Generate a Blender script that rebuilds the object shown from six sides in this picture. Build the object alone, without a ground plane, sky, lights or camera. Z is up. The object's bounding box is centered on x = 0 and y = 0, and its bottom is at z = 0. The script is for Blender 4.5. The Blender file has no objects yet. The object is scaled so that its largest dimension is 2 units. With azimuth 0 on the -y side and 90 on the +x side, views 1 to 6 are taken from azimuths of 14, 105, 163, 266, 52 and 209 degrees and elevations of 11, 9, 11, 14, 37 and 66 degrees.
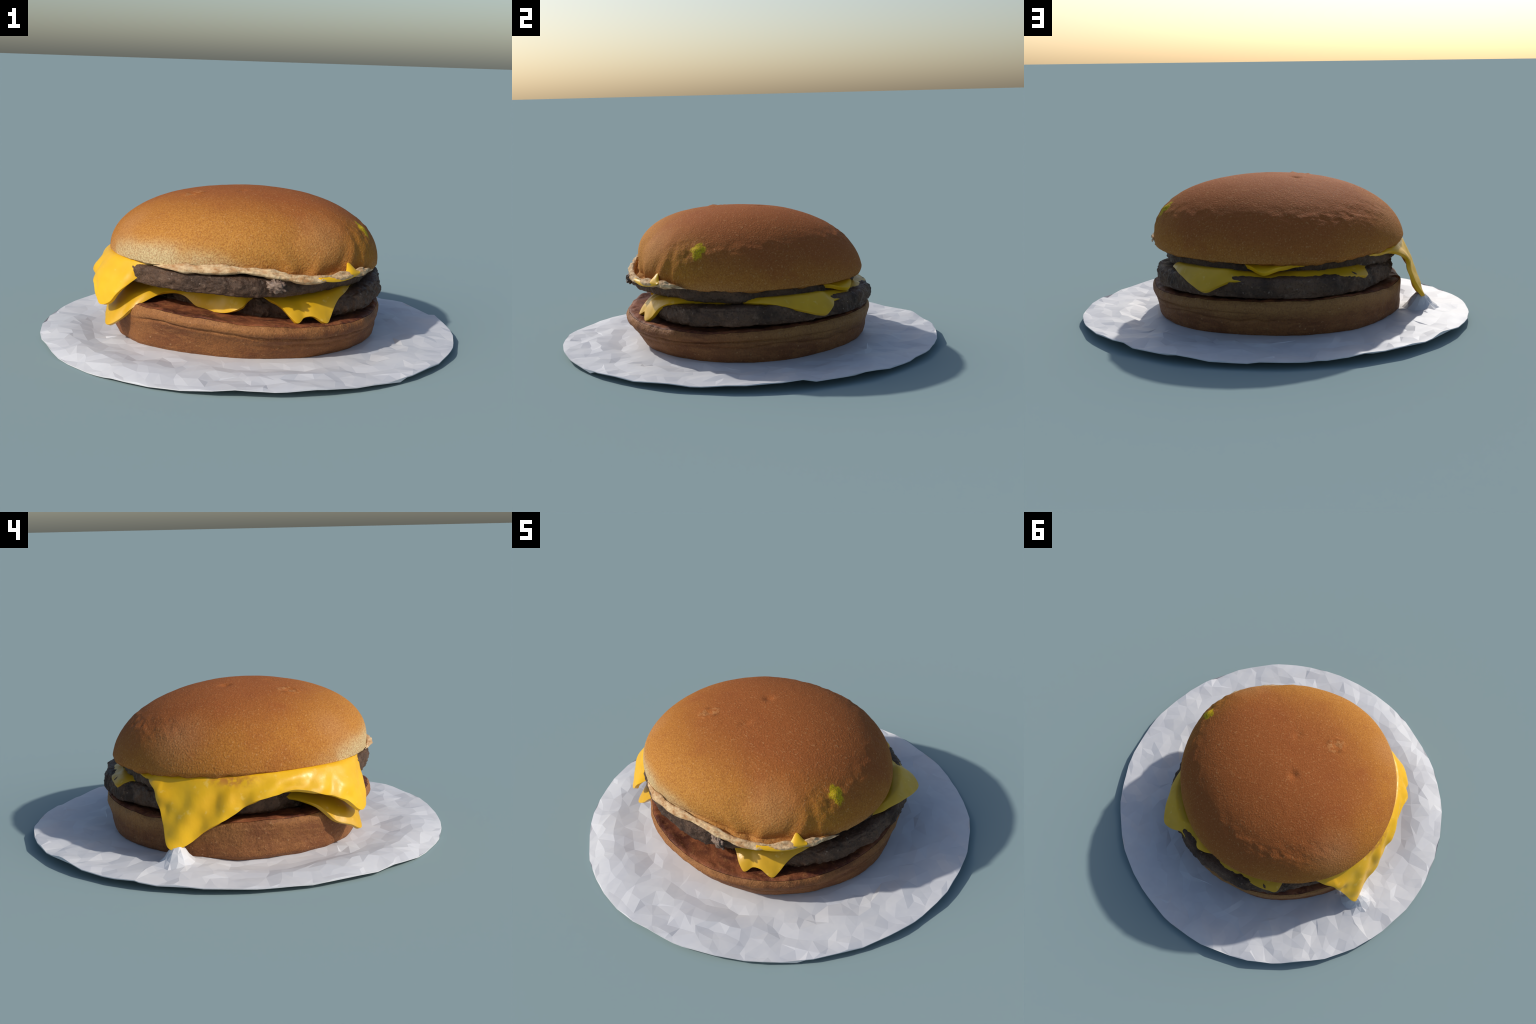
"""Double cheeseburger on a crumpled white paper plate, built part by part."""
import bpy, math
import numpy as np
from mathutils import Vector
from mathutils.geometry import delaunay_2d_cdt

RNG = np.random.default_rng(7)
TAU = 2 * math.pi

# ------------------------------------------------------------------ noise
_PERM = np.random.default_rng(11).permutation(256)
_PERM = np.concatenate([_PERM, _PERM, _PERM])
_GRAD = np.random.default_rng(12).normal(size=(256, 3))
_GRAD /= np.linalg.norm(_GRAD, axis=1, keepdims=True)


def perlin(p):
    """Gradient noise, p (n,3), about -0.6 .. 0.6."""
    i = np.floor(p).astype(int)
    f = p - i
    i &= 255
    u = f * f * f * (f * (f * 6 - 15) + 10)
    out = 0
    for dx in (0, 1):
        for dy in (0, 1):
            for dz in (0, 1):
                h = _PERM[_PERM[_PERM[(i[:, 0] + dx) & 255] + ((i[:, 1] + dy) & 255)] + ((i[:, 2] + dz) & 255)]
                d = f - np.array([dx, dy, dz])
                w = (u[:, 0] if dx else 1 - u[:, 0]) * (u[:, 1] if dy else 1 - u[:, 1]) * (u[:, 2] if dz else 1 - u[:, 2])
                out = out + w * (_GRAD[h] * d).sum(1)
    return out


def fbm(p, scale, octaves=3, seed=0.0):
    p = np.asarray(p, float).reshape(-1, 3) * scale + seed * 17.31
    s, a = 0, 1.0
    for _ in range(octaves):
        s = s + a * perlin(p)
        p = p * 2.03 + 5.7
        a *= 0.5
    return s


def smooth(a, b, x):
    t = np.clip((x - a) / (b - a), 0, 1)
    return t * t * (3 - 2 * t)


def ring(keys, T):
    """Periodic smooth interpolation of {degrees: value} control points at angles T (radians)."""
    k = sorted(keys)
    x = np.array([k[-2] - 360, k[-1] - 360] + k + [k[0] + 360, k[1] + 360], float)
    y = np.array([keys[k[-2]], keys[k[-1]]] + [keys[a] for a in k] + [keys[k[0]], keys[k[1]]], float)
    m = np.empty_like(y)
    m[1:-1] = (y[2:] - y[:-2]) / (x[2:] - x[:-2])
    m[0] = m[-1] = 0
    t = np.degrees(T) % 360
    j = np.clip(np.searchsorted(x, t, side='right') - 1, 0, len(x) - 2)
    h = x[j + 1] - x[j]
    s = (t - x[j]) / h
    return ((2 * s**3 - 3 * s**2 + 1) * y[j] + (s**3 - 2 * s**2 + s) * h * m[j]
            + (-2 * s**3 + 3 * s**2) * y[j + 1] + (s**3 - s**2) * h * m[j + 1])


def fourier(c, T):
    s = c[0] + 0 * T
    for k in range(1, (len(c) + 1) // 2):
        s = s + c[2 * k - 1] * np.cos(k * T) + c[2 * k] * np.sin(k * T)
    return s


def bump(P, centre, radius):
    return np.exp(-(((P - np.array(centre)) ** 2).sum(-1)) / radius**2)


# ------------------------------------------------------------------ mesh helpers
def add_object(name, verts, faces, material, parent=None, shade='smooth'):
    me = bpy.data.meshes.new(name)
    me.from_pydata([tuple(v) for v in verts], [], faces)
    me.validate()
    me.update()
    for p in me.polygons:
        p.use_smooth = shade == 'smooth'
    ob = bpy.data.objects.new(name, me)
    bpy.context.scene.collection.objects.link(ob)
    if material is not None:
        me.materials.append(material)
    if parent is not None:
        ob.parent = parent
    return ob


def grid_faces(nu, nv, wrap_u):
    """Quads over a grid whose vertex index is iu*nv+iv."""
    f = []
    for i in range(nu if wrap_u else nu - 1):
        a, b = i * nv, ((i + 1) % nu) * nv
        for j in range(nv - 1):
            f.append((a + j, b + j, b + j + 1, a + j + 1))
    return f


def revolve(G):
    """G (nu, nv, 3): rings whose first and last columns are closed by poles. Returns verts, faces."""
    nu, nv, _ = G.shape
    v = G.reshape(-1, 3)
    faces = grid_faces(nu, nv, True)
    top, bottom = G[:, 0].mean(0), G[:, -1].mean(0)
    n = len(v)
    v = np.vstack([v, top, bottom])
    for i in range(nu):
        k = (i + 1) % nu
        faces.append((n, k * nv, i * nv))
        faces.append((n + 1, i * nv + nv - 1, k * nv + nv - 1))
    return v, faces


def grid_normals(G):
    du = np.roll(G, -1, 0) - np.roll(G, 1, 0)
    dv = np.gradient(G, axis=1)
    n = np.cross(dv, du)
    n /= np.linalg.norm(n, axis=-1, keepdims=True) + 1e-9
    return n


# ------------------------------------------------------------------ material helpers
class Nodes:
    def __init__(self, name):
        self.m = bpy.data.materials.new(name)
        self.m.use_nodes = True
        self.t = self.m.node_tree
        self.b = self.t.nodes['Principled BSDF']
        tc = self.t.nodes.new('ShaderNodeTexCoord')
        self.obj = tc.outputs['Object']
        sep = self.t.nodes.new('ShaderNodeSeparateXYZ')
        self.link(self.obj, sep.inputs[0])
        self.x, self.y, self.z = sep.outputs

    def link(self, a, b):
        self.t.links.new(a, b)

    def put(self, sock, v):
        if isinstance(v, bpy.types.NodeSocket):
            self.link(v, sock)
        elif isinstance(v, (tuple, list)) and len(v) == 3 and sock.type == 'RGBA':
            sock.default_value = (*v, 1)
        else:
            sock.default_value = v

    def noise(self, scale, detail=3, rough=0.55, dist=0.0, stretch=None):
        n = self.t.nodes.new('ShaderNodeTexNoise')
        n.inputs['Scale'].default_value = scale
        n.inputs['Detail'].default_value = detail
        n.inputs['Roughness'].default_value = rough
        n.inputs['Distortion'].default_value = dist
        v = self.obj
        if stretch:
            mp = self.t.nodes.new('ShaderNodeMapping')
            mp.inputs['Scale'].default_value = stretch
            self.link(v, mp.inputs['Vector'])
            v = mp.outputs[0]
        self.link(v, n.inputs['Vector'])
        return n.outputs['Fac']

    def voronoi(self, scale, feature='F1'):
        n = self.t.nodes.new('ShaderNodeTexVoronoi')
        n.feature = feature
        n.inputs['Scale'].default_value = scale
        self.link(self.obj, n.inputs['Vector'])
        return n.outputs['Distance']

    def math(self, op, a, b=0.0, c=0.0):
        n = self.t.nodes.new('ShaderNodeMath')
        n.operation = op
        for i, v in enumerate((a, b, c)):
            self.put(n.inputs[i], v)
        return n.outputs[0]

    def span(self, v, a, b, to0=0.0, to1=1.0):
        n = self.t.nodes.new('ShaderNodeMapRange')
        n.interpolation_type = 'SMOOTHSTEP'
        self.put(n.inputs[0], v)
        for i, q in enumerate((a, b, to0, to1)):
            n.inputs[i + 1].default_value = q
        return n.outputs[0]

    def mix(self, fac, a, b, kind='MIX'):
        n = self.t.nodes.new('ShaderNodeMix')
        n.data_type = 'RGBA'
        n.blend_type = kind
        self.put(n.inputs['Factor'], fac)
        self.put(n.inputs['A'], a)
        self.put(n.inputs['B'], b)
        return n.outputs['Result']

    def near(self, centre, radius, stretch=(1, 1, 1)):
        """1 at a spot on the object, falling to 0 at the radius."""
        s = self.t.nodes.new('ShaderNodeVectorMath')
        s.operation = 'SUBTRACT'
        self.link(self.obj, s.inputs[0])
        s.inputs[1].default_value = centre
        q = self.t.nodes.new('ShaderNodeVectorMath')
        q.operation = 'MULTIPLY'
        self.link(s.outputs[0], q.inputs[0])
        q.inputs[1].default_value = stretch
        l = self.t.nodes.new('ShaderNodeVectorMath')
        l.operation = 'LENGTH'
        self.link(q.outputs[0], l.inputs[0])
        return self.span(l.outputs['Value'], 0.0, radius, 1.0, 0.0)

    def finish(self, colour, rough=0.6, bump_h=None, bump_strength=0.3, bump_dist=0.01, spec=0.3, **extra):
        self.put(self.b.inputs['Base Color'], colour)
        self.put(self.b.inputs['Roughness'], rough)
        self.b.inputs['Specular IOR Level'].default_value = spec
        for k, v in extra.items():
            self.b.inputs[k].default_value = v
        if bump_h is not None:
            n = self.t.nodes.new('ShaderNodeBump')
            n.inputs['Strength'].default_value = bump_strength
            n.inputs['Distance'].default_value = bump_dist
            self.put(n.inputs['Height'], bump_h)
            self.link(n.outputs[0], self.b.inputs['Normal'])
        return self.m


def crown_material():
    n = Nodes('baked_bun_crust')
    patchy = n.noise(3.5, 4)
    grain = n.noise(150, 3, 0.7)
    speck = n.noise(110, 2, 0.5)
    # crust browned on top, golden on the flank
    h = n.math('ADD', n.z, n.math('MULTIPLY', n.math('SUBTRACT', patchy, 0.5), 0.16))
    # darker red-brown towards the back: golden reaches higher on the front-left flank
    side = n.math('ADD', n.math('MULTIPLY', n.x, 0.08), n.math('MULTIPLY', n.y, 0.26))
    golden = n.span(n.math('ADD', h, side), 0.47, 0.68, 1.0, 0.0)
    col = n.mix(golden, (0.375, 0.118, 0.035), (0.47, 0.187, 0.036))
    dark = n.span(n.noise(7, 4), 0.5, 0.72)
    col = n.mix(n.math('MULTIPLY', dark, 0.35), col, (0.33, 0.095, 0.03))
    # dusty pale bloom
    bloom = n.near((-0.52, 0.30, 0.56), 0.22)
    bloom = n.math('MAXIMUM', bloom, n.near((-0.47, -0.42, 0.58), 0.16))
    bloom = n.math('MAXIMUM', bloom, n.near((0.42, -0.38, 0.55), 0.20))
    col = n.mix(n.math('MULTIPLY', bloom, 0.22), col, (0.55, 0.33, 0.20))
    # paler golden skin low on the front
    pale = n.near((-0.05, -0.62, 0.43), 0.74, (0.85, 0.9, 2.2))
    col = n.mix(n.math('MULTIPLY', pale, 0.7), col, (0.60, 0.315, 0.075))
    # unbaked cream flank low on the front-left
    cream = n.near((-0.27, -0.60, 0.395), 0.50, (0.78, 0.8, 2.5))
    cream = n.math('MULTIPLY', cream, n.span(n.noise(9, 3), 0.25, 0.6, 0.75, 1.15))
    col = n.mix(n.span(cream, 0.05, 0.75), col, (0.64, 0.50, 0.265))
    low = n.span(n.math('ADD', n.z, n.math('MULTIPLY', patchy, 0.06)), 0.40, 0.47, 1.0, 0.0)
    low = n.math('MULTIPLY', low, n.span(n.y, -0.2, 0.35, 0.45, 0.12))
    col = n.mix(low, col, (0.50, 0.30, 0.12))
    # yellow smear of cheese on the right flank
    smear = n.near((0.563, -0.095, 0.572), 0.068, (0.7, 1, 0.8))
    smear = n.math('MULTIPLY', smear, n.span(n.noise(38, 3), 0.3, 0.6, 0.6, 1.3))
    halo = n.near((0.59, -0.17, 0.52), 0.19, (0.6, 1, 0.9))
    col = n.mix(n.math('MULTIPLY', halo, 0.35), col, (0.40, 0.21, 0.015))
    col = n.mix(n.span(smear, 0.25, 0.7), col, (0.62, 0.46, 0.015))
    # scar: torn pale edge
    scar = n.math('MULTIPLY', n.near((-0.215, -0.235, 0.71), 0.085), n.span(n.noise(45, 3), 0.47, 0.60))
    col = n.mix(n.span(scar, 0.1, 0.55, 0, 0.6), col, (0.56, 0.27, 0.10))
    # pores and flour specks
    col = n.mix(n.span(grain, 0.35, 0.62, 0.6, 0.0), col, (0.27, 0.08, 0.018))
    col = n.mix(n.span(speck, 0.56, 0.76, 0.0, 0.42), col, (0.66, 0.36, 0.15))
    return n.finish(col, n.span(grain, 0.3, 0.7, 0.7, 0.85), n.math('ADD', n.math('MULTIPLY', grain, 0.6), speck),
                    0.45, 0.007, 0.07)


def crumb_material():
    n = Nodes('torn_crumb_edge')
    a = n.noise(22, 4, 0.65, stretch=(1, 1, 3))
    b = n.noise(80, 3)
    col = n.mix(n.span(a, 0.3, 0.62), (0.44, 0.24, 0.10), (0.70, 0.52, 0.30))
    col = n.mix(n.span(b, 0.3, 0.7, 0.35, 0.0), col, (0.28, 0.12, 0.05))
    return n.finish(col, 0.75, b, 0.5, 0.008, 0.2)


def heel_material():
    n = Nodes('bottom_bun_crust')
    a = n.noise(6, 4)
    grain = n.noise(120, 3, 0.7)
    streak = n.noise(14, 4, 0.6, stretch=(1, 1, 4))
    col = n.mix(n.span(a, 0.3, 0.7), (0.185, 0.064, 0.022), (0.265, 0.105, 0.032))
    col = n.mix(n.span(streak, 0.45, 0.7, 0, 0.5), col, (0.34, 0.15, 0.05))
    # golden unbrowned flank towards the back
    gold = n.math('MULTIPLY', n.span(n.y, -0.1, 0.45), n.span(n.math('ADD', n.z, n.math('MULTIPLY', a, 0.08)), 0.13, 0.21))
    col = n.mix(n.math('MULTIPLY', gold, 0.75), col, (0.36, 0.175, 0.055))
    rim = n.math('MULTIPLY', n.span(n.math('ADD', n.z, n.math('MULTIPLY', n.math('SUBTRACT', a, 0.5), 0.05)), 0.145, 0.185), n.span(n.y, 0.0, -0.3))
    col = n.mix(n.math('MULTIPLY', rim, 0.55), col, (0.40, 0.175, 0.055))
    speck = n.noise(70, 2)
    col = n.mix(n.span(speck, 0.64, 0.76, 0, 0.6), col, (0.50, 0.28, 0.13))
    col = n.mix(n.span(grain, 0.3, 0.6, 0.45, 0), col, (0.09, 0.03, 0.012))
    return n.finish(col, 0.65, n.math('ADD', grain, speck), 0.45, 0.008, 0.25)


def toast_material():
    n = Nodes('toasted_cut_face')
    a = n.noise(9, 5, 0.6, 0.4)
    b = n.noise(40, 4, 0.65, stretch=(1, 1, 3))
    col = n.mix(n.span(a, 0.32, 0.66), (0.085, 0.026, 0.016), (0.26, 0.085, 0.035))
    col = n.mix(n.span(b, 0.5, 0.75, 0, 0.5), col, (0.42, 0.19, 0.07))
    return n.finish(col, 0.6, b, 0.5, 0.01, 0.18)


def meat_material():
    n = Nodes('grilled_beef')
    a = n.noise(7, 5, 0.6)
    b = n.noise(32, 5, 0.65)
    c = n.noise(110, 3, 0.6)
    col = n.mix(n.span(a, 0.32, 0.68), (0.048, 0.027, 0.017), (0.135, 0.076, 0.046))
    col = n.mix(n.span(b, 0.52, 0.70, 0, 0.7), col, (0.18, 0.115, 0.078))
    col = n.mix(n.span(c, 0.3, 0.5, 0.5, 0), col, (0.02, 0.013, 0.011))
    fat = n.span(n.noise(48, 2), 0.68, 0.76, 0, 0.7)
    col = n.mix(fat, col, (0.30, 0.22, 0.17))
    return n.finish(col, n.span(b, 0.3, 0.7, 0.42, 0.65), n.math('ADD', b, n.math('MULTIPLY', c, 0.4)), 0.7, 0.014, 0.22)


def gristle_material():
    n = Nodes('beef_gristle')
    a = n.noise(45, 3)
    col = n.mix(n.span(a, 0.35, 0.6), (0.08, 0.048, 0.034), (0.24, 0.165, 0.12))
    return n.finish(col, 0.5, a, 0.5, 0.01, 0.4)


def cheese_material(name, dark, light):
    n = Nodes(name)
    a = n.noise(5, 3)
    b = n.noise(26, 3)
    col = n.mix(n.span(a, 0.3, 0.7), dark, light)
    col = n.mix(n.span(b, 0.62, 0.76, 0, 0.35), col, (0.88, 0.66, 0.20))
    scorch = n.math('MULTIPLY', n.near((-0.675, 0.06, 0.395), 0.15, (1, 0.8, 3.4)), n.span(n.noise(30, 4), 0.35, 0.6))
    col = n.mix(n.math('MULTIPLY', scorch, 0.85), col, (0.42, 0.13, 0.03))
    return n.finish(col, n.span(b, 0.3, 0.7, 0.3, 0.5), b, 0.12, 0.01, 0.45, **{'Subsurface Weight': 0.08, 'Subsurface Radius': (0.05, 0.03, 0.01), 'Subsurface Scale': 0.3})


def paper_material():
    n = Nodes('white_paper')
    a = n.noise(5, 4)
    b = n.noise(26, 3)
    col = n.mix(n.span(a, 0.3, 0.7), (0.61, 0.615, 0.64), (0.67, 0.67, 0.675))
    col = n.mix(n.span(b, 0.3, 0.7, 0.25, 0), col, (0.56, 0.57, 0.61))
    warm = n.math('MULTIPLY', n.near((-0.05, -0.05, 0.04), 0.95), 0.25)
    col = n.mix(warm, col, (0.64, 0.60, 0.57))
    return n.finish(col, 0.55, None, spec=0.35)


# ------------------------------------------------------------------ crown (top bun)
CX, CY = -0.0348, -0.0073
CROWN_R = [0.6228, 0, 0, 0.021, 0.0073, 0.0094, -0.0035, 0.0007, -0.0062]
LIP_Z = {0: .382, 30: .376, 60: .373, 90: .371, 120: .381, 150: .391, 180: .407, 210: .418, 240: .426, 265: .432,
         285: .437, 295: .427, 303: .411, 311: .398, 320: .399, 332: .404, 342: .403, 351: .392}
LIP_OUT = {0: -.010, 20: -.018, 60: -.016, 90: -.014, 150: -.016, 200: -.016, 240: -.006, 258: .010, 270: .018, 285: .022, 300: .036, 312: .044,
           325: .032, 338: .020, 350: .004}


def crown_surface(T, F):
    """Point on the crown at azimuth T; F 1 at the apex, 0 at the widest ring, -1 at the lip."""
    R = fourier(CROWN_R, T)
    zeq = 0.4043 - 0.0246 * np.cos(T) - 0.0115 * np.sin(T)
    lip = ring(LIP_Z, T)
    zeq = np.maximum(zeq - 0.004, lip + 0.004)
    a = np.clip(F, 0, 1) * math.pi / 2
    w = np.sin(a) ** 0.9554
    up = np.maximum(np.cos(a), 0) ** 0.8633
    g = np.clip(-F, 0, 1)
    out = ring(LIP_OUT, T)
    r = R * up + out * np.where(out < 0, g**2, g**0.9)
    X = CX + r * np.cos(T) + 0.0358 * w
    Y = CY + r * np.sin(T) - 0.0652 * w
    Z = np.where(F >= 0, zeq * (1 - w) + 0.7215 * w, zeq + (lip - zeq) * g)
    return np.stack([X, Y, Z], -1)


def build_crown(parent):
    nu = 520
    dome = np.concatenate([np.linspace(0.985, 0.25, 80), np.linspace(0.24, 0, 34)[0:], np.linspace(-0.05, -1, 26)])
    T, F = np.meshgrid(np.linspace(0, TAU, nu, endpoint=False), dome, indexing='ij')
    G = crown_surface(T, F)
    N = grid_normals(G)
    N *= np.sign((N * (G - np.array([CX, CY, 0.4]))).sum(-1, keepdims=True) + 1e-9)
    P = G.reshape(-1, 3)
    th = np.degrees(T) % 360
    d = 0.0035 * fbm(P, 3.2, 2, 1).reshape(T.shape)
    d += 0.0009 * fbm(P, 26, 3, 2).reshape(T.shape)
    # crinkled shoulder along the back-right side
    band = np.exp(-((F - 0.33) / 0.10) ** 2) * (smooth(325, 350, th) + (1 - smooth(130, 165, th)))
    d += band * (0.007 * fbm(P * [1, 1, 1.6], 17, 3, 3).reshape(T.shape))
    # puckered folds low on the front-right, above the torn edge
    fold = np.exp(-((F + 0.35) / 0.5) ** 2) * smooth(292, 304, th) * (1 - smooth(338, 352, th))
    d += fold * (-0.006 + 0.022 * np.cos(np.radians(th * 26) + 6 * fbm(P, 4, 2, 4).reshape(T.shape)) * 0.5)
    groove = np.exp(-((F + 0.42) / 0.2) ** 2) * smooth(250, 262, th) * (1 - smooth(335, 348, th))
    d -= groove * (0.009 + 0.012 * fbm(P, 7, 2, 10).reshape(T.shape))
    wav = np.exp(-((F + 1.0) / 0.5) ** 2)
    d += wav * 0.016 * fbm(P * [1, 1, 0.4], 13, 3, 5).reshape(T.shape)
    # dents, scar and blister
    d -= 0.010 * bump(G, (-0.0995, 0.0477, 0.716), 0.022) + 0.006 * bump(G * [1, 0.6, 1], (0.0, -0.105, 0.714), 0.020)
    scar_d = np.linalg.norm((G - np.array([-0.215, -0.235, 0.70])) * [1, 1, 0.5], axis=-1)
    d += 0.009 * np.exp(-((scar_d - 0.042) / 0.010) ** 2) * (0.5 + 1.4 * fbm(P, 18, 2, 6).reshape(T.shape)) - 0.006 * np.exp(-(scar_d / 0.014) ** 2)
    d += 0.010 * bump(G, (0.563, -0.10, 0.572), 0.03) + 0.012 * bump(G, (0.545, -0.33, 0.47), 0.014)
    d += smooth(-0.02, 0.15, F) * 0.0
    crease = bump(G, (0.59, -0.17, 0.52), 0.10)
    d += crease * 0.012 * fbm(P * [1, 1, 0.5], 20, 2, 8).reshape(T.shape)
    G = G + N * d[..., None]
    # roll the lip under and close the flat underside
    L = G[:, -1]
    c = np.array([CX, CY, 0.0])
    under = []
    for k, dz in ((0.985, -0.006), (0.955, -0.004), (0.90, 0.006), (0.75, 0.012), (0.4, 0.015), (0.05, 0.015)):
        Q = c + (L - c) * [k, k, 1]
        s = smooth(0.9, 0.4, np.array(k))
        Q[:, 2] = Q[:, 2] * (1 - s) + 0.40 * s + dz
        under.append(Q)
    G = np.concatenate([G, np.stack(under, 1)], 1)
    v, f = revolve(G)
    return add_object('top_bun', v, f, MAT['crown'], parent)


def build_torn_edge(parent):
    """Pale torn rim of crumb that peeps out under the crown at the front."""
    n, m = 320, 20
    T = np.radians(np.linspace(247, 349, n))
    base = crown_surface(T, np.full(n, -0.9))
    s = np.linspace(0, 1, n)
    size = 0.020 * smooth(0, 0.10, s) * (1 - smooth(0.92, 1, s)) * (1 + 0.9 * perlin(np.stack([s * 15, 0 * s + 0.5, 0 * s], -1))) + 0.001
    rad = np.stack([np.cos(T), np.sin(T), 0 * T], -1)
    G = np.zeros((n, m, 3))
    for j in range(m):
        a = TAU * j / m
        ridge = 1 + 0.22 * math.cos(3 * a + 0.6)
        G[:, j] = base + rad * (0.006 + (size * ridge * math.cos(a) * 0.7))[:, None] + np.array([0, 0, 1]) * (size * ridge * math.sin(a) * 0.8 - 0.006)[:, None]
    P = G.reshape(-1, 3)
    Q = np.stack([np.repeat(s * 16, m), P[:, 2] * 110, 0 * P[:, 2]], -1)
    G += (0.012 * fbm(Q, 1.0, 2, 9) + 0.003 * fbm(P, 45, 2, 9)).reshape(n, m)[..., None] * np.concatenate([rad[:, None, :2].repeat(m, 1), np.full((n, m, 1), 0.5)], -1)
    f = []
    for i in range(n - 1):
        for j in range(m):
            k = (j + 1) % m
            f.append((i * m + j, (i + 1) * m + j, (i + 1) * m + k, i * m + k))
    f += [tuple(range(m)), tuple(reversed(range((n - 1) * m, n * m)))]
    return add_object('torn_edge', G.reshape(-1, 3), f, MAT['crumb'], parent)


# ------------------------------------------------------------------ heel (bottom bun)
HX, HY = -0.03, -0.02
HEEL_BASE_R = [0.6065, 0.0032, 0.0282, 0.0236, 0.0008, 0.0046, -0.0045, 0.001, 0.0027, -0.0014, 0.0056]
HEEL_TOP_R = {0: .664, 30: .676, 60: .664, 90: .655, 120: .642, 150: .632, 180: .626, 210: .618, 240: .622, 270: .630, 285: .641, 300: .653, 330: .668}
HEEL_TOP_Z = {0: .184, 30: .204, 60: .209, 90: .209, 120: .204, 150: .198, 180: .204, 210: .210, 240: .228, 270: .222, 300: .200, 330: .186}


def heel_surface(T, t):
    """t 0 at the plate, 1 at the widest upper rim, 2 at the crest, 3 inside on the cut face."""
    Rb, Rt, zt = fourier(HEEL_BASE_R, T), ring(HEEL_TOP_R, T), ring(HEEL_TOP_Z, T)
    kt = [0, 0.12, 0.5, 1, 1.5, 2, 2.5, 3]
    kr = [Rb - .02, Rb + .0, Rb + .45 * (Rt - Rb), Rt + 0.0, Rt - .004, Rt - .026, Rt - .085, Rt - .2]
    kz = [0 * T + .022, 0 * T + .045, .045 + .5 * (zt - .085), zt - .045, zt - .014, zt + .0, zt - .004, zt - .002]
    r = z = 0
    # piecewise smooth blend through the profile's control rings
    j = np.clip(np.searchsorted(kt, t, side='right') - 1, 0, len(kt) - 2)
    out_r, out_z = np.zeros_like(T), np.zeros_like(T)
    for q in range(len(kt) - 1):
        p0, p3 = max(q - 1, 0), min(q + 2, len(kt) - 1)
        h = kt[q + 1] - kt[q]
        s = (t - kt[q]) / h
        for K, O in ((kr, out_r), (kz, out_z)):
            m0 = (K[q + 1] - K[p0]) / (kt[q + 1] - kt[p0]) * h
            m1 = (K[p3] - K[q]) / (kt[p3] - kt[q]) * h
            val = (2 * s**3 - 3 * s**2 + 1) * K[q] + (s**3 - 2 * s**2 + s) * m0 + (-2 * s**3 + 3 * s**2) * K[q + 1] + (s**3 - s**2) * m1
            np.copyto(O, val, where=(j == q))
    return np.stack([HX + out_r * np.cos(T), HY + out_r * np.sin(T), out_z], -1)


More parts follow.
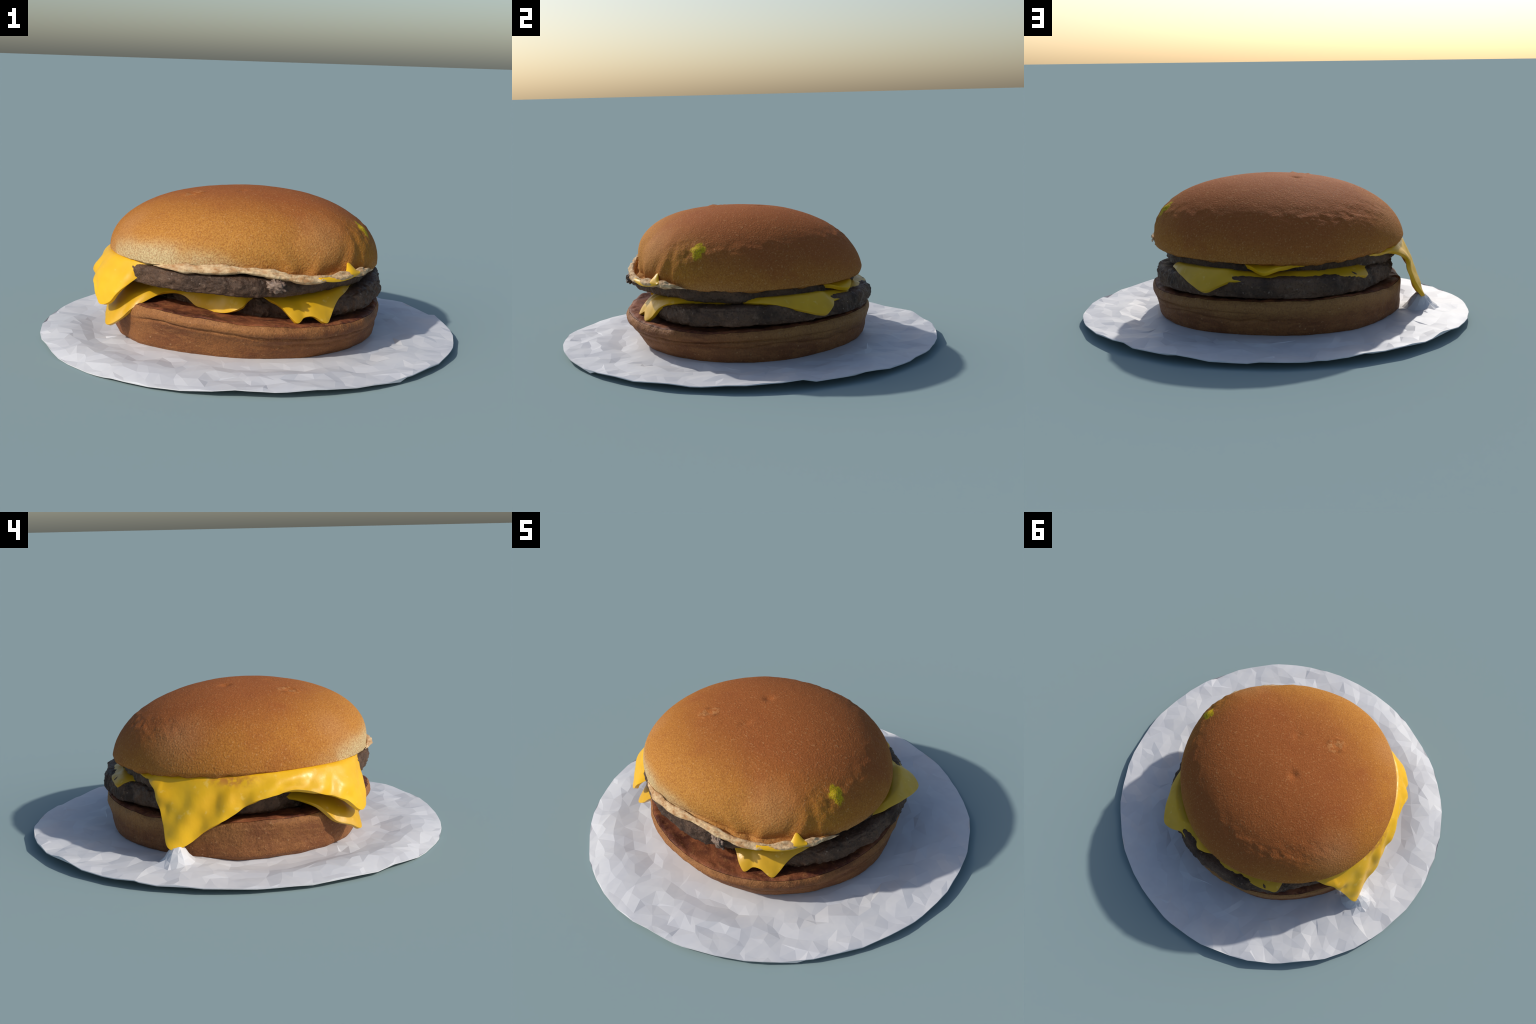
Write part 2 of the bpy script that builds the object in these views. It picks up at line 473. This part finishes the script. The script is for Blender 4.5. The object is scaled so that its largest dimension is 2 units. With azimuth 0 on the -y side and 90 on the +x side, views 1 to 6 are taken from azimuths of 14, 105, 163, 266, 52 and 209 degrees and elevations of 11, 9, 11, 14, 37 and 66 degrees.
def build_heel(parent):
    nu = 420
    rows = np.concatenate([np.linspace(3, 2.05, 24), np.linspace(2.0, 1.0, 30)[:-1], np.linspace(1.0, 0, 36)])
    T, t = np.meshgrid(np.linspace(0, TAU, nu, endpoint=False), rows, indexing='ij')
    G = heel_surface(T, t)
    N = grid_normals(G)
    N *= np.sign((N * (G - np.array([HX, HY, 0.1]))).sum(-1, keepdims=True) + 1e-9)
    P = G.reshape(-1, 3)
    th = np.degrees(T) % 360
    sh = T.shape
    d = 0.010 * fbm(P, 5, 2, 21).reshape(sh) + 0.003 * fbm(P, 30, 3, 22).reshape(sh)
    # crust creases running round below the rim on the front and right
    line = 0.98 + 0.16 * fbm(np.stack([np.cos(T), np.sin(T), 0 * T], -1).reshape(-1, 3), 2.2, 3, 23).reshape(sh)
    front = smooth(228, 245, th) + (1 - smooth(30, 75, th))
    d -= 0.013 * np.exp(-((t - line + 0.15) / 0.05) ** 2) * front
    line2 = 0.55 + 0.22 * fbm(np.stack([np.cos(T), np.sin(T), 0 * T], -1).reshape(-1, 3), 3.1, 3, 24).reshape(sh)
    d -= 0.008 * np.exp(-((t - line2) / 0.05) ** 2) * (smooth(285, 310, th) + (1 - smooth(60, 90, th)))
    # uneven crest
    d += 0.012 * np.exp(-((t - 1.8) / 0.5) ** 2) * fbm(P, 11, 3, 25).reshape(sh)
    G = G + N * d[..., None]
    # one surface, split into crust (side) and toasted cut face (top)
    cut = int(np.argmin(np.abs(rows - 1.72)))
    top, side = G[:, :cut + 1], G[:, cut:]
    inner = np.stack([np.array([HX, HY, 0.21]) + (top[:, 0] - [HX, HY, 0.21]) * [k, k, 1] for k in (0.02, 0.35, 0.7)], 1)
    inner[:, :, 2] = inner[:, :, 2].mean()
    top = np.concatenate([inner, top], 1)
    nv = top.shape[1]
    tf = grid_faces(nu, nv, True)
    tv = np.vstack([top.reshape(-1, 3), top[:, 0].mean(0)])
    tf += [(len(tv) - 1, ((i + 1) % nu) * nv, i * nv) for i in range(nu)]
    nv = side.shape[1]
    sf = grid_faces(nu, nv, True)
    sv = np.vstack([side.reshape(-1, 3), side[:, -1].mean(0)])
    sf += [(len(sv) - 1, i * nv + nv - 1, ((i + 1) % nu) * nv + nv - 1) for i in range(nu)]
    a = add_object('bottom_bun', sv, sf, MAT['heel'], parent)
    b = add_object('toasted_face', tv, tf, MAT['toast'], a)
    # shared border normals so no seam shows
    fullN = grid_normals(G)
    fullN *= np.sign((fullN * (G - np.array([HX, HY, 0.1]))).sum(-1, keepdims=True) + 1e-9)
    for ob, idx in ((a, np.arange(nu) * side.shape[1]), (b, np.arange(nu) * top.shape[1] + top.shape[1] - 1)):
        nn = np.zeros((len(ob.data.vertices), 3))
        ob.data.vertices.foreach_get('normal', nn.ravel())
        buf = np.zeros(len(ob.data.vertices) * 3)
        ob.data.vertices.foreach_get('normal', buf)
        nn = buf.reshape(-1, 3).copy()
        nn[idx] = fullN[:, cut]
        ob.data.normals_split_custom_set_from_vertices([tuple(q) for q in nn])
    return a


# ------------------------------------------------------------------ patties
def build_patty(parent, centre, R, z_bottom, thick, seed, rough=1.0):
    """R, z_bottom: {degrees: value} about the patty's own centre."""
    nu, nv = 640, 96
    T, s = np.meshgrid(np.linspace(0, TAU, nu, endpoint=False), np.linspace(0, 1, nv), indexing='ij')
    Rr, zb = ring(R, T), ring(z_bottom, T)
    # half rounded edge profile: top face, edge, bottom face
    a = np.clip((s - 0.3) / 0.4, 0, 1)
    ang = math.pi / 2 - a * math.pi
    e = thick / 2
    r_edge = Rr - e + e * np.abs(np.cos(ang)) ** 0.75
    z_edge = zb + e + e * np.sign(np.sin(ang)) * np.abs(np.sin(ang)) ** 0.75
    flat = np.where(s < 0.3, s / 0.3, np.where(s > 0.7, (1 - s) / 0.3, 1.0))
    r = np.where(flat < 1, (Rr - e) * np.clip(flat, 0.03, 1) ** 0.6, r_edge)
    G = np.stack([centre[0] + r * np.cos(T), centre[1] + r * np.sin(T), z_edge], -1)
    N = grid_normals(G)
    N *= np.sign((N * (G - np.array([*centre, zb.mean() + e]))).sum(-1, keepdims=True) + 1e-9)
    P = G.reshape(-1, 3)
    d = (0.026 * fbm(P, 7, 3, seed) + 0.016 * np.abs(fbm(P, 22, 3, seed + 1)) - 0.006 + 0.006 * fbm(P, 75, 2, seed + 2)).reshape(T.shape) * rough
    d *= 1 - 0.65 * smooth(0.6, 0.95, np.abs(N[..., 2]))
    G = G + N * d[..., None]
    v, f = revolve(G)
    return add_object('beef_patty', v, f, MAT['meat'], parent)


def build_gristle(parent):
    """Small pale lump on the front edge of the upper patty."""
    n, m = 40, 28
    T, p = np.meshgrid(np.linspace(0, TAU, n, endpoint=False), np.linspace(0.1, math.pi - 0.1, m), indexing='ij')
    c = np.array([0.265, -0.568, 0.372])
    D = np.stack([np.sin(p) * np.cos(T), np.sin(p) * np.sin(T), np.cos(p)], -1)
    G = D * np.array([0.040, 0.020, 0.028])
    G *= (1 + 0.55 * np.abs(fbm((G + c).reshape(-1, 3), 55, 3, 41)).reshape(n, m) * 2 - 0.2)[..., None]
    v, f = revolve(G + c)
    return add_object('gristle', v, f, MAT['gristle'], parent)


# ------------------------------------------------------------------ cheese
def build_drape(name, parent, keys, inner_r, inner_z, thick, seed, wob=0.006, lo=None, hi=None, rows=34, cols=300, fold=0.0, mat='cheese'):
    """A sheet of melted cheese given by {degrees: (shoulder_r, shoulder_z, hem_r, hem_z)} about the plate's centre."""
    full = lo is None
    T = np.linspace(0, TAU, cols, endpoint=False) if full else np.radians(np.linspace(lo, hi, cols))
    c = [ring({k: v[i] for k, v in keys.items()}, T) for i in range(4)]
    s = np.linspace(0, 1, rows)
    G = np.zeros((cols, rows, 3))
    for j, q in enumerate(s):
        if q < 0.4:
            k = q / 0.4
            r = inner_r + (c[0] - inner_r) * k
            z = inner_z + (c[1] - inner_z) * k**2
        else:
            k = (q - 0.4) / 0.6
            r = c[0] + (c[2] - c[0]) * (0.75 * k + 0.25 * math.sin(k * math.pi / 2))
            z = c[1] + (c[3] - c[1]) * (k**1.15)
        G[:, j] = np.stack([r * np.cos(T), r * np.sin(T), z], -1)
    P = G.reshape(-1, 3)
    rad = np.stack([np.cos(T), np.sin(T), 0 * T], -1)[:, None]
    amt = smooth(0.3, 0.8, s)[None]
    G = G + rad * (wob * amt * fbm(P, 9, 2, seed).reshape(cols, rows))[..., None]
    G[..., 2] += wob * 0.7 * amt * fbm(P, 8, 2, seed + 1).reshape(cols, rows)
    # slack folds running diagonally down the hanging part
    hang = smooth(0.45, 0.75, s)[None] * smooth(0.02, 0.08, np.abs(c[1] - c[3]))[:, None]
    ridge = np.sin(np.degrees(T)[:, None] * 0.42 + s[None] * 5.0 + 3.5 * fbm(P, 4, 2, seed + 3).reshape(cols, rows))
    G = G + rad * (fold * hang * ridge)[..., None]
    ob = add_object(name, G.reshape(-1, 3), grid_faces(cols, rows, full), MAT[mat], parent)
    m = ob.modifiers.new('thickness', 'SOLIDIFY')
    m.thickness, m.offset = thick, 0
    m = ob.modifiers.new('round', 'BEVEL')
    m.width, m.segments, m.limit_method, m.angle_limit = thick * 0.35, 3, 'ANGLE', math.radians(50)
    return ob


UPPER_CHEESE = {
    0: (.50, .37, .52, .36), 55: (.50, .36, .52, .355), 62: (.53, .362, .57, .352), 68: (.54, .36, .618, .334), 75: (.53, .36, .60, .350),
    84: (.50, .362, .55, .358), 115: (.50, .365, .53, .358), 128: (.55, .372, .58, .362), 138: (.60, .378, .625, .362), 143: (.625, .382, .660, .345), 146: (.63, .383, .680, .320),
    148: (.63, .384, .705, .262), 150.5: (.632, .385, .728, .195), 152.5: (.635, .386, .750, .128), 155: (.638, .387, .756, .104), 158: (.64, .389, .748, .116), 161.5: (.645, .392, .734, .142),
    166: (.648, .395, .722, .185), 175: (.65, .402, .710, .248), 180: (.655, .405, .710, .290), 188: (.66, .410, .708, .324),
    195: (.665, .413, .718, .336), 202: (.67, .415, .728, .330), 209: (.675, .416, .742, .302), 214: (.68, .416, .750, .275),
    219: (.68, .416, .765, .235), 223: (.675, .416, .765, .205), 227: (.665, .416, .735, .220), 231: (.65, .416, .690, .290), 236: (.63, .415, .650, .360),
    243: (.60, .412, .615, .390), 252: (.55, .405, .57, .39), 270: (.50, .40, .52, .39), 320: (.50, .38, .52, .37)}

LOWER_CHEESE = {
    0: (.50, .315, .525, .305), 10: (.53, .325, .545, .312), 20: (.58, .335, .605, .318), 29: (.61, .340, .645, .308), 38: (.62, .342, .688, .282),
    46: (.62, .342, .716, .262), 51: (.615, .342, .695, .285), 55: (.58, .330, .650, .300), 63: (.57, .323, .638, .292), 70: (.56, .322, .622, .298),
    76: (.53, .322, .57, .312), 84: (.55, .322, .612, .296), 92: (.56, .322, .628, .287), 98: (.54, .322, .600, .302), 106: (.56, .322, .620, .300), 113: (.57, .323, .634, .292), 117: (.57, .323, .636, .290), 121: (.54, .325, .575, .312),
    140: (.54, .33, .57, .315), 160: (.50, .32, .53, .30), 185: (.51, .31, .54, .285), 200: (.54, .30, .58, .270), 208: (.59, .285, .655, .242), 215: (.61, .265, .695, .165), 221: (.62, .255, .722, .132), 225: (.62, .25, .735, .112), 229: (.61, .255, .69, .150), 233: (.58, .265, .63, .212), 237: (.50, .275, .52, .265), 247: (.46, .285, .475, .26),
    255: (.44, .29, .47, .222), 272: (.48, .295, .505, .215), 282: (.49, .30, .53, .250), 285: (.47, .29, .50, .285), 289: (.43, .285, .44, .28), 294: (.46, .285, .48, .278), 300: (.50, .283, .545, .255), 303: (.52, .278, .585, .218), 305.5: (.53, .275, .603, .195), 309: (.535, .275, .585, .212), 313: (.545, .28, .595, .218), 318: (.55, .285, .618, .186),
    321: (.55, .29, .605, .205), 326: (.55, .30, .58, .262), 333: (.55, .31, .57, .292), 345: (.51, .31, .53, .300)}


def build_drip(parent):
    """Cheese smeared out over the crown's torn edge at the front-right."""
    n, m = 60, 18
    T = np.radians(np.linspace(315, 335, n))
    s = np.linspace(0, 1, n)
    low = crown_surface(T, np.full(n, -1.0))
    rad = np.stack([np.cos(T), np.sin(T), 0 * T], -1)
    high = 0.004 + 0.040 * np.exp(-(np.abs(s - 0.82) / 0.10) ** 2)
    drop = 0.022 * np.sin(np.clip(s, 0, 1) * math.pi) ** 0.7
    G = np.zeros((n, m, 3))
    for j in range(m):
        k = j / (m - 1)
        z = low[:, 2] - drop + (high + drop) * k
        F = -np.clip(1 - (z - low[:, 2]) / 0.045, 0, 1)
        up = np.where(z > low[:, 2] + 0.045, np.clip((z - low[:, 2] - 0.045) / 0.5, 0, 1), F)
        Q = crown_surface(T, up)
        G[:, j] = np.stack([Q[:, 0], Q[:, 1], z], -1) + rad * (0.017 - 0.014 * k + 0.005 * math.sin(k * math.pi))
    ob = add_object('cheese_smear', G.reshape(-1, 3), grid_faces(n, m, False), MAT['cheese'], parent)
    q = ob.modifiers.new('thickness', 'SOLIDIFY')
    q.thickness, q.offset = 0.007, 0
    q = ob.modifiers.new('soft', 'SUBSURF')
    q.levels = q.render_levels = 1
    return ob


# ------------------------------------------------------------------ plate
PLATE_RIM_Z = [0.0282, 0.0024, 0.0076, 0.0008, -0.0022, -0.0003, 0.001, -0.003, 0.0039, 0.0019, 0.001]


def plate_height(x, y):
    T, r = np.arctan2(y, x), np.hypot(x, y)
    z = 0.033 + (fourier(PLATE_RIM_Z, T) - 0.033) * smooth(0.6, 1.0, r)
    P = np.stack([x, y, 0 * x], -1)
    z = z + (0.017 * fbm(P, 4.0, 2, 51) + 0.013 * fbm(P, 9, 1, 52)) * smooth(0.55, 0.75, r)
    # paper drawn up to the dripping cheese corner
    q = np.hypot((x + 0.685) * 0.85, y - 0.305)
    z = z + 0.066 * np.exp(-(q / 0.055) ** 3.2) + 0.026 * np.exp(-(q / 0.14) ** 1.7)
    # raised fold of paper round the front-left
    th = np.degrees(T) % 360
    z = z + 0.022 * np.exp(-((r - 0.87) / 0.085) ** 2) * smooth(185, 210, th) * (1 - smooth(262, 285, th))
    z = z + 0.012 * np.exp(-((r - 0.80) / 0.07) ** 2) * smooth(238, 255, th) * (1 - smooth(285, 305, th))
    z = z + 0.010 * bump(P, (0.78, -0.20, 0), 0.12)
    z = z + 0.010 * bump(P, (-0.80, 0.26, 0), 0.12)
    # shallow trough beside the bun
    z = z - 0.013 * np.exp(-((r - 0.71) / 0.06) ** 2) * (smooth(160, 175, th) * (1 - smooth(205, 225, th)) + smooth(285, 305, th))
    return z


def build_plate():
    pts = [(0.0, 0.0)]
    rings = [(0.25, 10), (0.45, 24)]
    for r in np.arange(0.56, 0.985, 0.050):
        rings.append((r, int(TAU * r / 0.056)))
    for r, k in rings:
        off = RNG.uniform(0, TAU)
        for i in range(k):
            a = off + TAU * i / k + RNG.normal(0, 0.28) * TAU / k
            q = r + RNG.normal(0, 0.011)
            pts.append((q * math.cos(a), q * math.sin(a)))
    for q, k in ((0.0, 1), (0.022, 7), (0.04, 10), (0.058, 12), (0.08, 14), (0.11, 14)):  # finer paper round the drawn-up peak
        for i in range(k):
            a = TAU * (i + RNG.uniform(-0.25, 0.25)) / k
            pts.append((-0.685 + q * math.cos(a) / 0.85, 0.305 + q * math.sin(a)))
    k = 120
    for i in range(k):
        a = TAU * (i + RNG.normal(0, 0.2)) / k
        q = 1.0 - abs(RNG.normal(0, 0.006))
        pts.append((q * math.cos(a), q * math.sin(a)))
    v2, _, faces, *_ = delaunay_2d_cdt([Vector(p) for p in pts], [], [], 0, 1e-5)
    xy = np.array([(p.x, p.y) for p in v2])
    z = plate_height(xy[:, 0], xy[:, 1])
    z = z + RNG.normal(0, 0.0019, len(z)) * smooth(0.6, 0.7, np.hypot(*xy.T))
    rr, aa = np.hypot(*xy.T), np.degrees(np.arctan2(xy[:, 1], xy[:, 0])) % 360
    z = z - 0.005 + 0.006 * smooth(0.84, 1.0, rr)
    # the rim touches the table at the front-left
    z = np.maximum(z - 0.03 * np.exp(-((aa - 236) / 9) ** 2) * smooth(0.93, 1.0, rr), 0.004)
    z[np.argmin(z)] = 0.004
    top = np.column_stack([xy, z])
    n = len(top)
    V = np.vstack([top, top - [0, 0, 0.004]])
    tris = [tuple(f) for f in faces]
    if np.cross(top[tris[0][1]] - top[tris[0][0]], top[tris[0][2]] - top[tris[0][0]])[2] < 0:
        tris = [t[::-1] for t in tris]
    edges = {}
    for t in tris:
        for a, b in zip(t, t[1:] + t[:1]):
            edges[(a, b)] = 1
    F = tris + [tuple(k + n for k in t[::-1]) for t in tris]
    F += [(b, a, a + n, b + n) for a, b in edges if (b, a) not in edges]
    ob = add_object('paper_plate', V, F, MAT['paper'], None, 'smooth')
    # folds of paper: facets whose edges are slightly softened
    me = ob.data
    vn = np.array([v.normal for v in me.vertices])
    ln = np.zeros((len(me.loops), 3))
    for p in me.polygons:
        fn = np.array(p.normal)
        for li in p.loop_indices:
            q = fn if abs(fn[2]) < 0.3 else 0.84 * fn + 0.16 * vn[me.loops[li].vertex_index]
            ln[li] = q / np.linalg.norm(q)
    me.normals_split_custom_set([tuple(q) for q in ln])
    ob['label'] = 'round crumpled white paper plate with soft folds'
    ob['category'] = 'plate'
    return ob


# ------------------------------------------------------------------ assembly
MAT = dict(crown=crown_material(), crumb=crumb_material(), heel=heel_material(), toast=toast_material(),
           meat=meat_material(), gristle=gristle_material(), cheese=cheese_material('melted_cheese', (0.78, 0.42, 0.007), (0.86, 0.49, 0.010)),
           cheese_under=cheese_material('shade_darkened_cheese', (0.60, 0.33, 0.008), (0.74, 0.42, 0.010)), paper=paper_material())  # lower slice's yellow darkened to carry the dimness between the layers

build_plate()
burger = bpy.data.objects.new('cheeseburger', None)
burger.location = (0, 0, 0)
bpy.context.scene.collection.objects.link(burger)
burger['label'] = 'double cheeseburger with golden bun and melted yellow cheese'
burger['category'] = 'burger'

crown = build_crown(burger)
build_torn_edge(crown)
build_heel(burger)
build_patty(burger, (0.035, 0.055), {0: .596, 45: .600, 90: .596, 135: .600, 160: .615, 185: .645, 205: .625, 220: .56, 240: .53, 270: .51, 295: .545, 315: .575},
            {0: .205, 45: .222, 90: .214, 135: .214, 180: .215, 225: .205, 270: .188, 315: .185}, 0.102, 31, 1.0)
upper = build_patty(burger, (-0.05, -0.05), {0: .620, 20: .642, 45: .648, 62: .62, 85: .60, 105: .60, 135: .60, 180: .60, 225: .60, 250: .590, 270: .590, 295: .602, 310: .588, 325: .565, 342: .585},
                    {0: .308, 45: .305, 90: .302, 135: .30, 180: .308, 225: .318, 270: .318, 315: .308}, 0.092, 35, 0.8)
build_gristle(upper)
build_drape('cheese_slice', burger, UPPER_CHEESE, 0.3, 0.395, 0.020, 61, wob=0.014, cols=720, fold=0.008)
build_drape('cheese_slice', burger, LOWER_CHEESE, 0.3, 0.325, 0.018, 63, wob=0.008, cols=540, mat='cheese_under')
build_drip(crown)
